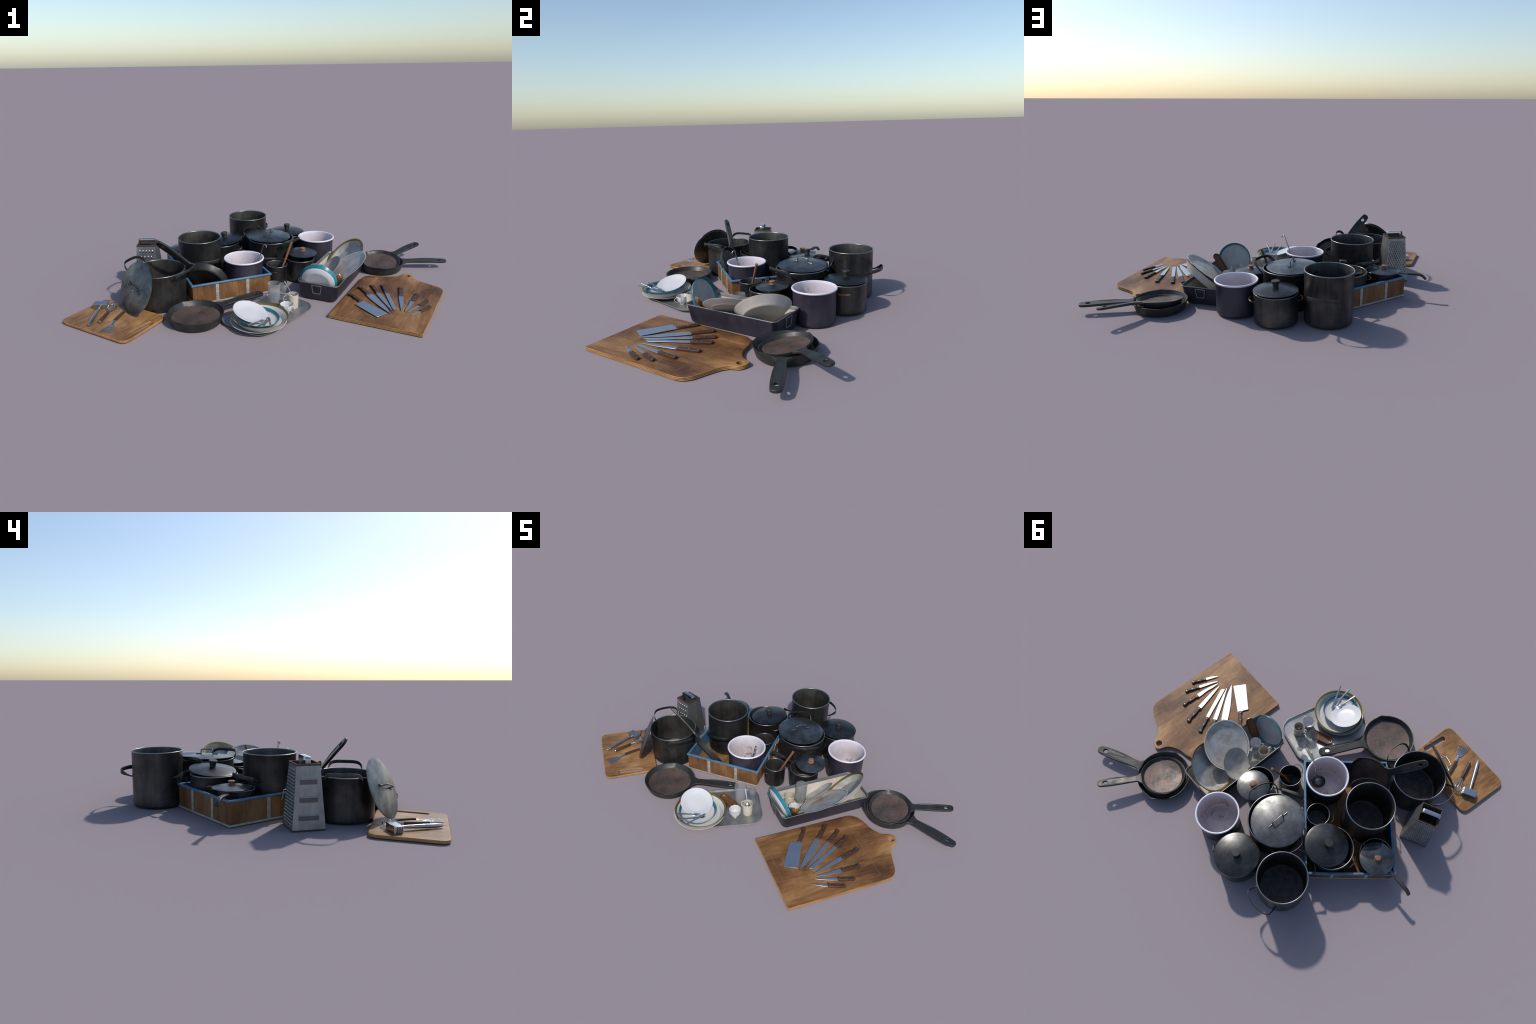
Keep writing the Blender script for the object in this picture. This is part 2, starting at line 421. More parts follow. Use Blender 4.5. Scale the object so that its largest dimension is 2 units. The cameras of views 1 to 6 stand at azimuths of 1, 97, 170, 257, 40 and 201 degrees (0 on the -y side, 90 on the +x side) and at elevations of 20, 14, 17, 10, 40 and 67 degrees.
def pan_handle_meshes():
    r = .0768
    bm = bmesh.new()
    sweep_bm(bm, smooth_path([(r - .004, 0, .112), (r + .012, 0, .1145), (r + .035, 0, .1155), (.142, 0, .1165)], 6), lambda t: rrect(.0085 - .001 * t, .0022, .0012, 2), up=(0, 0, 1))
    tang = finish(bm, 'handle_tang', 'handle_strap', 40)
    bm = bmesh.new()
    sweep_bm(bm, smooth_path([(.137, 0, .1168), (.150, 0, .1175), (.175, 0, .119), (.197, 0, .118), (.213, 0, .112), (.2245, 0, .1025), (.229, 0, .0965)], 6),
             lambda t: rrect(.0085 + .0012 * sin(pi * min(1, t * 1.1)), .0055 + .0005 * sin(pi * t), .004, 3), up=lambda t: Vector((.55 * max(0, t - .5) * 2, 0, 1)))
    return tang, finish(bm, 'handle_grip', 'black', 40)
TANG, GRIP = pan_handle_meshes()
def saucepan(loc, deg):
    e = thing('saucepan', 'dark saucepan with long black grip handle', 'saucepan', turned(loc, deg))
    part(e, 'pot_body', PAN_BODY); h = part(e, 'handle', TANG); part(h, 'grip', GRIP)

# enamel pots
def enamel_pot_body():
    r, h, rb, t, bd = .0988, .167, .016, .0025, .0046
    p = [(0, .0015), (r - rb - .006, 0)] + arc(r - rb, rb, rb, -90, 0, 6) + [(r, h * .5), (r + .0004, h - .014), (r + .0012, h - .0105)]
    p += arc(r + .0024, h - bd, bd, -110, 150, 9)
    p += [(r - t, h - .012), (r - t, h * .5), (r - t, rb + .004)] + arc(r - t - rb, rb + .004, rb, 0, -90, 6) + [(0, .004)]
    k0 = 2 + 6 + 1 + 2; k1 = k0 + 10
    return lathe('enamel_body', p, ['navy', 'lip', 'white_enamel'], 80, lambda a, b, k: 0 if k <= k0 - 1 else (1 if k <= k1 else 2))
ENAMEL = enamel_pot_body()
def enamel_pot(loc, deg):
    e = thing('enamel_pot', 'navy enamel pot, stained lilac white inside, rolled rim', 'cooking pot', turned(loc, deg))
    part(e, 'pot_body', ENAMEL)

# lids
def lid_profile(R, dome, t=.0022):
    n = 10; top = [(R * (1 - i / n), dome * (1 - (1 - i / n) ** 2.0)) for i in range(n + 1)]
    low = [(0, -.0042), (R * .90, -.0042), (R * .93, -.0035), (R * .945, -.0018), (R * .985, -.0018)]
    return low + [(R + .0008, -.0022), (R + .0014, -.0006)] + top
LID_BIG = lathe('lid_disc_big', lid_profile(.1262, .0125), 'lid', 80)
LID_MID = lathe('lid_disc_medium', lid_profile(.1028, .0135), 'lid_dark', 80)
LID_SMALL = lathe('lid_disc_small', lid_profile(.0792, .0115), 'lid', 72)
KNOB_BLACK = lathe('black_knob', [(0, .011), (.0125, .0115), (.0118, .016), (.0128, .022), (.0165, .036), (.0172, .0385), (.016, .0405), (0, .0410)], 'black', 40)
KNOB_WOOD = lathe('wooden_knob', [(0, .0095), (.0125, .0098), (.0128, .0122), (.0075, .0140), (.0066, .0165), (.0098, .0195), (.0118, .0225), (.0112, .0255), (.0085, .0268), (0, .0272)], 'knob_wood', 40)
KNOB_WASHER = lathe('knob_washer', [(0, .0085), (.0142, .0088), (.0146, .0098), (.013, .0112), (0, .0116)], 'knob_wood', 40)
def lid_loop2():
    z = .0125
    ctl = [(-.055, 0, z - .0005), (-.046, 0, z), (-.034, 0, z + .001), (-.0305, 0, z + .003), (-.0298, 0, z + .012), (-.0288, 0, z + .018), (-.024, 0, z + .0215), (0, 0, z + .0225)]
    ctl = ctl + [(-x, y, q) for x, y, q in ctl[-2::-1]]
    return tube('loop_handle', smooth_path(ctl, 6), lambda t: .0030 + .0007 * (min(t, 1 - t) < .12), 'steel_dark', 10, up=(0, 1, 0))
LOOP = lid_loop2()
def lid(kind, c, n, x=(1, 0, 0)):
    e = thing('pot_lid', {'big': 'large round steel lid with bent rod handle', 'mid': 'round dark steel lid with black knob', 'small': 'small dark lid with turned wooden knob'}[kind], 'pot lid', frame(c, n, x))
    if kind == 'big':
        part(e, 'lid_disc', LID_BIG); part(e, 'loop_handle', LOOP)
    elif kind == 'mid':
        part(e, 'lid_disc', LID_MID); part(e, 'knob', KNOB_BLACK, Matrix.Translation((0, 0, .0012)) @ Matrix.Diagonal((1.13, 1.13, 1, 1)))
    else:
        part(e, 'lid_disc', LID_SMALL); k = part(e, 'knob', KNOB_WOOD, Matrix.Diagonal((1.3, 1.3, 1.02, 1))); part(k, 'knob_washer', KNOB_WASHER)
def tilt(deg, az):
    t, a = math.radians(deg), math.radians(az); return (sin(t) * cos(a), sin(t) * sin(a), cos(t))

FLOOR = .011
big_pot((-.1556, .4930, 0), 65, True)
big_pot((-.4024, .0317, FLOOR), 113, True)
big_pot((-.0160, .2451, 0), 137, False)
big_pot((-.5735, -.2391, 0), 156, False)
mid_pot((.0840, .4600, 0), -4)
mid_pot((-.3070, .2584, FLOOR), 172)
small_pot((.0115, -.0138, 0), 71)
small_pot((-.1893, .1199, FLOOR), 13, .91)
saucepan((.1440, .0780, 0), 183)
saucepan((-.5105, .1995, FLOOR), 151)
enamel_pot((.2512, .3170, 0), 0)
enamel_pot((-.1622, -.0607, FLOOR - .002), 200)
lid('mid', (.0854, .4622, .1570), tilt(.8, 26))
lid('mid', (-.2823, .2603, .1724), tilt(8.6, 199.7))
lid('big', (-.0316, .2495, .1944), tilt(2.5, 5), (.46, .886, 0))
lid('big', (-.6652, -.3666, .1365), tilt(67.1, -136.5), (.0608, -.0811, -.0317))
lid('small', (.1570, .1144, .1382), tilt(2.5, -76))
lid('small', (-.5198, .2195, .1372), tilt(0, 0))

# ------------------------------------------------------------------ skillets
def skillet_meshes(R, depth, drop, hx, hl, k):
    """cast-iron pan with two pouring lips; handle along +x with a hanging hole"""
    def lip(r, z, a):
        d = min(abs(((math.degrees(a) - s + 180) % 360) - 180) for s in (90, 270))
        return 1 + .045 * max(0, 1 - d / 13) ** 1.5 * max(0, min(1, z / depth)) ** 2 * min(1, max(0, (r / R - .8) / .12))
    b = R * .90; t = .0045 * k; fl = depth - drop
    p = [(0, fl - .0035), (b - .014, fl - .0035), (b - .0125, .0035), (b - .0105, .001), (b - .0075, 0), (b - .003, .002), (b + .0005, .006), (b + .0025, .011), (R - .004, depth - .014), (R - .0005, depth - .005), (R, depth - .001), (R - .0015, depth), (R - t, depth - .001), (R - t - .0015, depth - .004),
         (R * .885, fl + .006), (R * .858, fl + .0012), (R * .82, fl), (0, fl)]
    body = lathe('skillet_body', p, ['iron', 'iron_in'], 96, lambda a, c, i: 1 if i >= 15 else 0, lip)
    # half-widths along the handle
    W = [(R - .008, .040), (R + .002, .0335), (R + .014, .0245), (R + .028, .0205), (R + .06, .0215), (R + .115, .0255), (R + .16, .0262), (R + .195, .0252)]
    W = [(R + (x - R) * k, w * k) for x, w in W]
    e = hl; W += [(e - .014 * k, .0215 * k), (e - .003 * k, .0125 * k), (e, .004 * k)]
    sm = smooth_path([(x, w, 0) for x, w in W], 4)
    out = [(q.x, q.y) for q in sm] + [(q.x, -q.y) for q in reversed(sm)]
    hole = [(hx + .0125 * k * cos(a), .0098 * k * sin(a)) for a in [2 * pi * i / 24 for i in range(24)]]
    hd = plate_of('skillet_handle', out, depth - .0135 * k, depth - .0005, 'iron', [hole], .0032 * k, res=3)
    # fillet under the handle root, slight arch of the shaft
    for v in hd.vertices:
        s = max(0, (v.co.x - R) / (hl - R)); v.co.z += .006 * k * sin(pi * min(1, s * 1.15)) * (1 if s < .87 else .4) * .6
    return body, hd
SK_BIG = skillet_meshes(.1325, .0490, .0245, .3365, .381, 1.0)
SK_SMALL = skillet_meshes(.1108, .0330, .0165, .2835, .3215, .84)
def skillet(S, depth, c, n, h):
    n = Vector(n).normalized()
    e = thing('skillet', 'black cast iron skillet with rusty brown cooking surface', 'frying pan', frame(Vector(c) - n * depth, n, h))
    part(e, 'skillet_body', S[0]); part(e, 'handle', S[1])
skillet(SK_BIG, .0490, (-.3760, -.4446, .0490), (0, 0, 1), (.811, .585, 0))
skillet(SK_BIG, .0490, (.6156, .2152, .0490), (0, 0, 1), (1, 0, 0))
skillet(SK_SMALL, .0330, (.6178, .2168, .0525), (-.0213, -.1896, .9816), (.8144, .5647, .1333))
skillet(SK_SMALL, .0330, (-.3503, -.1620, .1080), (.1891, .8498, .492), (-.6906, -.2411, .6818))

# ------------------------------------------------------------------ crate (local: x = short side, y = long side)
CR = turned((-.3245, .0645, 0), 22.3)
CW, CL, CH = .416, .567, .108
crate = thing('wooden_crate', 'low wooden crate with blue rim and grey metal straps', 'crate', CR)
def wall(name, c, s): part(crate, name, boxes(name, [(c, s)], 'crate', .0008))
w = .0055
for sx in (-1, 1): wall('side_panel', (sx * (CW / 2 - w / 2), 0, .004 + (CH - .012) / 2 + .0005), (w, CL, CH - .013))
for sy in (-1, 1): wall('end_panel', (0, sy * (CL / 2 - w / 2), .004 + (CH - .012) / 2 + .0005), (CW - 2 * w - .0006, w, CH - .013))
nb = 5; bwid = (CW - 2 * w - .001) / nb
FB = boxes('floor_board', [((0, 0, .0075), (bwid - .0015, CL - 2 * w - .001, .006))], 'crate', .0006)
for i in range(nb): part(crate, 'floor_board', FB, Matrix.Translation((-CW / 2 + w + .0005 + bwid * (i + .5), 0, 0)))
# base moulding and blue rim as mitred frames
def frame_strip(name, W, L, z0, z1, wid, over, mat, bev=.0015):
    o = rrect(W / 2 + over, L / 2 + over, .0015, 2); i = rrect(W / 2 + over - wid, L / 2 + over - wid, .0008, 2)
    return plate_of(name, o, z0, z1, mat, [i], bev)
part(crate, 'base_moulding', frame_strip('base_moulding', CW, CL, .0, .0085, .012, .003, 'strap', .0012))
part(crate, 'blue_rim', frame_strip('blue_rim', CW, CL, CH - .0105, CH, .0120, .0055, 'blue', .003))
bm = bmesh.new(); t = .0006
for sx in (-1, 1): box_bm(bm, (sx * (CW / 2 - w - t / 2 - .0002), 0, .0555), (t, CL - 2 * w - .004, .088), 0)
for sy in (-1, 1): box_bm(bm, (0, sy * (CL / 2 - w - t / 2 - .0002), .0555), (CW - 2 * w - .004, t, .088), 0)
part(crate, 'blue_lining', finish(bm, 'blue_lining', 'blue', 30, False))
bm = bmesh.new(); box_bm(bm, (0, 0, .052), (.0165, .0032, .09), 0, .0008)
STRAP = finish(bm, 'metal_strap', 'strap', 30, False, 'axis')
bm = bmesh.new()
for q in (.024, .052, .08): bmesh.ops.create_uvsphere(bm, u_segments=12, v_segments=6, radius=.0038, matrix=Matrix.Translation((0, -.0014, q)) @ Matrix.Diagonal((1, .45, 1, 1)))
STUD = finish(bm, 'strap_stud', 'strap', 60)
for sy, d in ((-1, 0), (1, 180)):
    for fx in (-.195, .195):
        s = part(crate, 'metal_strap', STRAP, Matrix.Translation((fx * CW, sy * (CL / 2 + .0014), 0)) @ RZ(d)); part(s, 'strap_stud', STUD)
for sx, d in ((-1, -90), (1, 90)):
    for fy in (-.17, .17):
        s = part(crate, 'metal_strap', STRAP, Matrix.Translation((sx * (CW / 2 + .0014), fy * CL, 0)) @ RZ(d)); part(s, 'strap_stud', STUD)
WIRE = tube('carrying_wire', smooth_path([(.002, -.034, .078), (.006, -.034, .085), (.0095, -.033, .1), (.0125, -.0325, .118), (.0130, -.029, .1215), (.0130, 0, .1215), (.0130, .029, .1215), (.0125, .0325, .118), (.0095, .033, .1), (.006, .034, .085), (.002, .034, .078)], 5), .0022, 'strap', 8)
for sx, d in ((-1, 180), (1, 0)): part(crate, 'carrying_wire', WIRE, Matrix.Translation((sx * (CW / 2 + .003), 0, 0)) @ RZ(d))

# ------------------------------------------------------------------ grater
def grater():
    e = thing('box_grater', 'four sided tin box grater with rusty rims and strap handle', 'grater', Matrix.Translation((-.668, -.0355, 0)))
    a, b, H = .0665, .0468, .250
    bm = bmesh.new()
    ho = [(-1, -1), (1, -1), (1, 1), (-1, 1)]; ti = .0013
    rings = [[bm.verts.new((x * k, y * k, z)) for x, y in ho] for k, z in ((a, .003), (b, H), (b - ti, H), (a - ti, .003))]
    for k in range(4):
        A, B = rings[k], rings[(k + 1) % 4]
        for i in range(4): bm.faces.new((A[i], A[(i + 1) % 4], B[(i + 1) % 4], B[i]))
    part(e, 'grater_body', finish(bm, 'grater_body', 'grater', 30))
    def rim(name, k, z0, z1, over):
        part(e, name, plate_of(name, rrect(k + over, k + over, .001, 2), z0, z1, 'rust', [rrect(k - .0028, k - .0028, .0008, 2)], .0008))
    rim('top_rim', b, H - .0055, H + .0025, .0014); rim('bottom_rim', a, 0, .004, .001)
    slope = math.atan2(a - b, H)
    # teeth: +y dense fine, -y coarse bumps, -x slicing slots
    def face(d, u, s):
        """frame on a face: d rotation, u sideways, s height"""
        k = a + (b - a) * s / H
        return RZ(d) @ Matrix.Translation((u * k, -k, s)) @ Matrix.Rotation(slope * -1, 4, 'X')
    bm = bmesh.new(); bh = bmesh.new()
    rows = 17
    for r in range(rows):
        s = .022 + r * (H - .045) / (rows - 1); n = 8 if r % 2 else 7
        for i in range(n):
            u = (i - (n - 1) / 2) * .235
            bmesh.ops.create_cone(bh, cap_ends=True, segments=8, radius1=.0034, radius2=.003, depth=.0012, matrix=face(180, u * .99, s - .0042) @ Matrix.Rotation(pi / 2, 4, 'X'))
            bmesh.ops.create_cone(bm, cap_ends=True, segments=8, radius1=.0050, radius2=.0024, depth=.0042, matrix=face(180, u * .99, s) @ Matrix.Rotation(pi / 2, 4, 'X') @ Matrix.Translation((0, 0, .001)) @ Matrix.Diagonal((.82, 1.1, 1, 1)))
    part(e, 'tooth_shadow_dot', finish(bh, 'tooth_shadow_dot', 'hole', 30, False), stuff=True)
    part(e, 'fine_teeth', finish(bm, 'fine_teeth', 'grater', 30, False), stuff=True)
    bm = bmesh.new()
    for r in range(7):
        s = H - .03 - r * .031; n = 5 if r % 2 == 0 else 4
        for i in range(n):
            u = (i - (n - 1) / 2) * .33
            bmesh.ops.create_uvsphere(bm, u_segments=10, v_segments=8, radius=1, matrix=face(0, u, s) @ Matrix.Diagonal((.0048, .0042, .0085, 1)))
    part(e, 'coarse_teeth', finish(bm, 'coarse_teeth', 'steel', 60, False), stuff=True)
    bm = bmesh.new(); bl = bmesh.new()
    for s, hw in ((.052, .040), (.120, .036), (.188, .034)):
        m = face(-90, 0, s)
        bmesh.ops.create_cube(bm, size=1, matrix=m @ Matrix.Translation((0, 0, -.004)) @ Matrix.Diagonal((hw * 2, .0024, .018, 1)))
        bmesh.ops.create_cube(bl, size=1, matrix=m @ Matrix.Translation((0, -.0014, .0065)) @ Matrix.Rotation(-.3, 4, 'X') @ Matrix.Diagonal((hw * 2, .002, .0045, 1)))
    part(e, 'slicing_slot', finish(bm, 'slicing_slot', 'slot', 30, False)); part(e, 'slicing_blade', finish(bl, 'slicing_blade', 'grater', 30, False))
    h = smooth_path([(-.042, 0, H - .03), (-.0425, 0, H - .004), (-.043, 0, H + .014), (-.0405, 0, H + .0235), (-.033, 0, H + .027), (0, 0, H + .0275), (.033, 0, H + .027), (.0405, 0, H + .0235), (.043, 0, H + .014), (.0425, 0, H - .004), (.042, 0, H - .03)], 5)
    bm = bmesh.new(); sweep_bm(bm, h, lambda t: rrect(.0105, .0011, .0008, 2), up=lambda t: (Vector((-1, 0, 0)).lerp(Vector((0, 0, 1)), min(1, t * 3)) if t < .5 else Vector((1, 0, 0)).lerp(Vector((0, 0, 1)), min(1, (1 - t) * 3))))
    part(e, 'top_handle', finish(bm, 'top_handle', 'steel', 40))
grater()

# ------------------------------------------------------------------ cutting boards
def fillet(pts, rad, n=6):
    """round the corners of a polygon; rad per point"""
    out = []; N = len(pts)
    for i, p in enumerate(pts):
        r = rad[i]; p = Vector(p); a = (Vector(pts[i - 1]) - p); b = (Vector(pts[(i + 1) % N]) - p)
        if r <= 0: out.append(tuple(p)); continue
        an = a.angle(b); d = min(r / math.tan(an / 2), a.length * .49, b.length * .49)
        A, B = p + a.normalized() * d, p + b.normalized() * d
        for k in range(n + 1):
            t = k / n; out.append(tuple(A * (1 - t) ** 2 + p * 2 * t * (1 - t) + B * t * t))
    return out
# large board: local x runs from the straight end to the ring handle
E1, E2 = Vector((.2440, -.4180)), Vector((.6290, -.6170))     # corners of the straight end
ax = (E2 - E1).normalized(); ay = Vector((-ax.y, ax.x))         # ax along end, ay toward the ring
OB = (E1 + E2) / 2; LM = frame((OB.x, OB.y, 0), (0, 0, 1), (ay.x, ay.y, 0))
def loc2(x, y):
    d = Vector((x, y)) - OB; return (d.dot(ay), -d.dot(ax))
ctl = [(.862, -.165), (.8655, -.145), (.864, -.125), (.850, -.096), (.812, -.056), (.781, -.021), (.7645, .010), (.7635, .030), (.7655, .048), (.7585, .067), (.745, .080), (.729, .0855), (.714, .080), (.704, .070), (.690, .0580), (.672, .050), (.650, .0465), (.625, .0455), (.600, .0500), (.575, .0575), (.548, .0610), (.527, .0612), (.509, .0565), (.493, .0475), (.4805, .0340)]
curve = [loc2(q.x, q.y) for q in smooth_path([(x, y, 0) for x, y in ctl], 4)]
e1, e2 = loc2(*E1), loc2(*E2)
outline = [e1, e2] + curve if True else []
hc = loc2(.7345, .0535); hole = [(hc[0] + .0155 * cos(a), hc[1] + .0155 * sin(a)) for a in [2 * pi * i / 28 for i in range(28)]]
def inset_layers():
    e = thing('cutting_board', 'large laminated walnut cutting board with ring handle', 'cutting board', LM)
    def shrunk(d):
        c = Vector((sum(p[0] for p in outline) / len(outline), sum(p[1] for p in outline) / len(outline)))
        out = []
        N = len(outline)
        for i, p in enumerate(outline):
            a, b = Vector(outline[i - 1]), Vector(outline[(i + 1) % N]); t = (b - a).normalized(); nrm = Vector((-t.y, t.x))
            if (Vector(p) - c).dot(nrm) < 0 and i < 2: nrm = -nrm
            out.append((p[0] + nrm.x * -d * SGN, p[1] + nrm.y * -d * SGN))
        return out
    area = sum(outline[i - 1][0] * outline[i][1] - outline[i][0] * outline[i - 1][1] for i in range(len(outline)))
    SGN = 1 if area < 0 else -1
    for nm, z0, z1 in (('board_layer', .0, .0043), ('board_layer', .0055, .0097), ('board_layer', .0109, .0155)):
        part(e, nm, plate_of(nm, outline, z0, z1, ['board', 'board_edge'], [hole], .0011, side=1))
    core = [(p[0] * .990 + .0022, p[1] * .991) for p in outline]
    hc2 = [(hc[0] - .001 + .0186 * cos(a), hc[1] + .0186 * sin(a)) for a in [2 * pi * i / 28 for i in range(28)]]
    part(e, 'board_core', plate_of('board_core', core, .002, .0136, 'groove', [hc2], .0005))
    # scored juice line: a shallow dark V-bead
    gp = [loc2(*q) for q in ((.615, -.573), (.823, -.177), (.536, -.026), (.291, -.402))]
    loop = fillet(gp, [.02, .006, .006, .02], 5); loop.append(loop[0])
    bm = bmesh.new(); sweep_bm(bm, [(x, y, .0152) for x, y in loop], lambda t: [(.0011, .00042), (-.0011, .00042), (-.0011, -.0006), (.0011, -.0006)], up=(0, 0, 1))
    part(e, 'juice_groove', finish(bm, 'juice_groove', 'groove', 30))
M['groove'] = plain('groove_shade_wood', (.17, .085, .036), .6, 0, .3)
inset_layers()

# small board with a slot; local x along the slot side
S0, S1, S2, S3 = Vector((-.6585, -.6665)), Vector((-.5165, -.4190)), Vector((-.8625, -.2110)), Vector((-1.0135, -.4555))
bx = (S1 - S0).normalized(); ob = (S0 + S1 + S2 + S3) / 4
def loc3(p): d = Vector(p) - ob; return (d.dot(bx), d.dot(Vector((-bx.y, bx.x))))
slot_a, slot_b = Vector((-.6480, -.5760)), Vector((-.5830, -.4840))
def capsule(a, b, r, n=8):
    a, b = Vector(a), Vector(b); t = math.atan2((b - a).y, (b - a).x); out = []
    for c, s in ((b, -pi / 2), (a, pi / 2)):
        for i in range(n + 1):
            q = t + s + pi * i / n; out.append((c.x + r * cos(q), c.y + r * sin(q)))
    return out
e = thing('cutting_board', 'small light wooden cutting board with slot handle', 'cutting board', frame((ob.x, ob.y, 0), (0, 0, 1), (bx.x, bx.y, 0)))
part(e, 'board_panel', plate_of('board_panel', fillet([loc3(p) for p in (S0, S1, S2, S3)], [.040] * 4, 8), 0, .0130, ['board2', 'board_edge'], [capsule(loc3(slot_a), loc3(slot_b), .0125)], .0032, side=1, res=3))

# ------------------------------------------------------------------ knives; local x = tip -> butt, +y = cutting edge side
def knife(name, tip, bol, butt, shape, bw, hw, zt=.0155):
    tip, bol, butt = Vector(tip), Vector(bol), Vector(butt); d = (butt - tip).normalized(); L = (butt - tip).length; B = (bol - tip).dot(d)
    e = thing(name, 'kitchen knife with riveted rosewood handle and steel blade', 'knife', frame((tip.x, tip.y, zt), (0, 0, 1), (d.x, d.y, 0)))
    if shape == 'cleaver':
        o = [(.0106, -.0349), (.0003, .031), (.003, .0345), (B - .014, .0456), (B - .010, .0445), (B - .0045, .0190), (B - .001, .0127), (B + .012, .009), (B + .012, -.009), (B + .001, -.0132)]
    elif shape == 'bread':
        o = [(.012, -bw * .5), (.018, -bw * .55), (B, -bw * .5), (B + .01, -bw * .4), (B + .01, bw * .4), (B, bw * .5), (.03, bw * .55), (.004, bw * .5), (.0, bw * .3), (.002, bw * .1)]
    else:
        k = {'chef': 1.0, 'thin': .8, 'bone': .55, 'pare': .6}[shape]
        n = 12; sp = [(B * i / n, -bw * .5 + bw * .55 * (1 - i / n) ** 3) for i in range(n + 1)]
        ed = [(B * i / n, (bw * .5) * min(1, (i / n) ** .55 * (1.12 if i < n else 1))) for i in range(n, 0, -1)]
        if shape == 'chef': ed = [(x, y * (1 - .22 * max(0, x / B - .6) / .4)) for x, y in ed]
        if shape == 'bone': ed = [(x, y - .0045 * max(0, 1 - abs(x / B - .62) / .3)) for x, y in ed]
        o = sp + [(B + .012, -hw * .7), (B + .012, hw * .7)] + ed
    part(e, 'blade', plate_of('blade', o, .0045, .0066, 'blade', [], .0007))
    H = L - B
    up = [(0, -hw * .82), (.006, -hw * .95), (H * .3, -hw * .98), (H * .6, -hw * .9), (H * .85, -hw * .85), (H * .95, -hw * .72), (H, -hw * .1)]
    lo = [(H * .985, hw * .75), (H * .94, hw * 1.25), (H * .86, hw * 1.18), (H * .72, hw * .78), (H * .5, hw * .95), (H * .3, hw * .9), (H * .16, hw * .72), (.010, hw * 1.12), (0, hw * 1.05)]
    q = [(p.x, p.y) for p in smooth_path([(x, y, 0) for x, y in up + lo], 4)]
    h = part(e, 'handle', plate_of('knife_handle', q, .0, .0108, 'handle_wood', [], .0028, res=3), Matrix.Translation((B, 0, 0)))
    bm = bmesh.new()
    for f in (.1, .5, .9):
        bmesh.ops.create_cone(bm, cap_ends=True, segments=14, radius1=.0027, radius2=.0024, depth=.0016, matrix=Matrix.Translation((H * f, hw * (.1 if f < .8 else .2), .0110)))
    part(h, 'rivet', finish(bm, 'rivet', 'steel', 30))
for nm, a, b, c, sh, bw, hw in (
    ('paring_knife', (.624, -.4455), (.6795, -.400), (.7435, -.3475), 'pare', .0145, .0088),
    ('paring_knife', (.6115, -.415), (.6905, -.338), (.7505, -.2825), 'pare', .0150, .0090),
    ('boning_knife', (.6045, -.403), (.668, -.284), (.723, -.201), 'bone', .0220, .0100),
    ('carving_knife', (.592, -.392), (.626, -.2225), (.6555, -.120), 'thin', .0220, .0110),
    ('bread_knife', (.5635, -.383), (.563, -.186), (.568, -.0875), 'bread', .0185, .0105),
    ('slicing_knife', (.549, -.3965), (.5135, -.1895), (.510, -.085), 'thin', .0230, .0105),
    ('chef_knife', (.534, -.421), (.4605, -.2115), (.444, -.107), 'chef', .0400, .0115),
    ('cleaver', (.4930, -.4435), (.4200, -.2885), (.3760, -.1950), 'cleaver', .0700, .0105)):
    knife(nm, a, b, c, sh, bw, hw)

# ------------------------------------------------------------------ utensils on the small board
BT = .0132
def spatula():
    a, b = Vector((-.7640, -.5740)), Vector((-.7310, -.3800)); d = (b - a).normalized()
    e = thing('slotted_spatula', 'slotted steel spatula with riveted wooden handle', 'spatula', frame((a.x, a.y, BT), (0, 0, 1), (d.x, d.y, 0)))
    out = fillet([(0, -.0275), (.003, .0285), (.058, .0165), (.070, .007), (.070, -.007), (.060, -.0175)], [.003, .003, .008, .006, .006, .008], 4)
    slots = []
    for i in range(6):
        y = (i - 2.5) * .0085; slots.append([(.004, y - .0024), (.004, y + .0024), (.046, y * .68 + .0016), (.046, y * .68 - .0016)])
    me = plate_of('spatula_head', out, .0015, .003, 'steel', slots, .0001)
    part(e, 'head', me)
    bm = bmesh.new(); sweep_bm(bm, smooth_path([(.064, 0, .0023), (.078, 0, .004), (.095, 0, .008), (.112, 0, .0095)], 5), lambda t: rrect(.0062 - .001 * t, .0012, .0008, 2), up=(0, 0, 1))
    part(e, 'shank', finish(bm, 'shank', 'steel', 40))
    bm = bmesh.new(); sweep_bm(bm, smooth_path([(.105, 0, .0098), (.120, 0, .0100), (.155, 0, .0085), (.192, 0, .006), (.199, 0, .0055)], 5), lambda t: rrect(.0068 + .0015 * t, .0045, .0025, 3), up=(0, 0, 1))
    h = part(e, 'handle', finish(bm, 'handle', 'handle_wood', 40))
    bm = bmesh.new()
    for k in range(5): bmesh.ops.create_cone(bm, cap_ends=True, segments=10, radius1=.0018, radius2=.0016, depth=.0014, matrix=Matrix.Translation((.115 + k * .018, 0, .0148 - k * .0009)))
    part(h, 'rivet', finish(bm, 'rivet', 'steel', 30))
spatula()
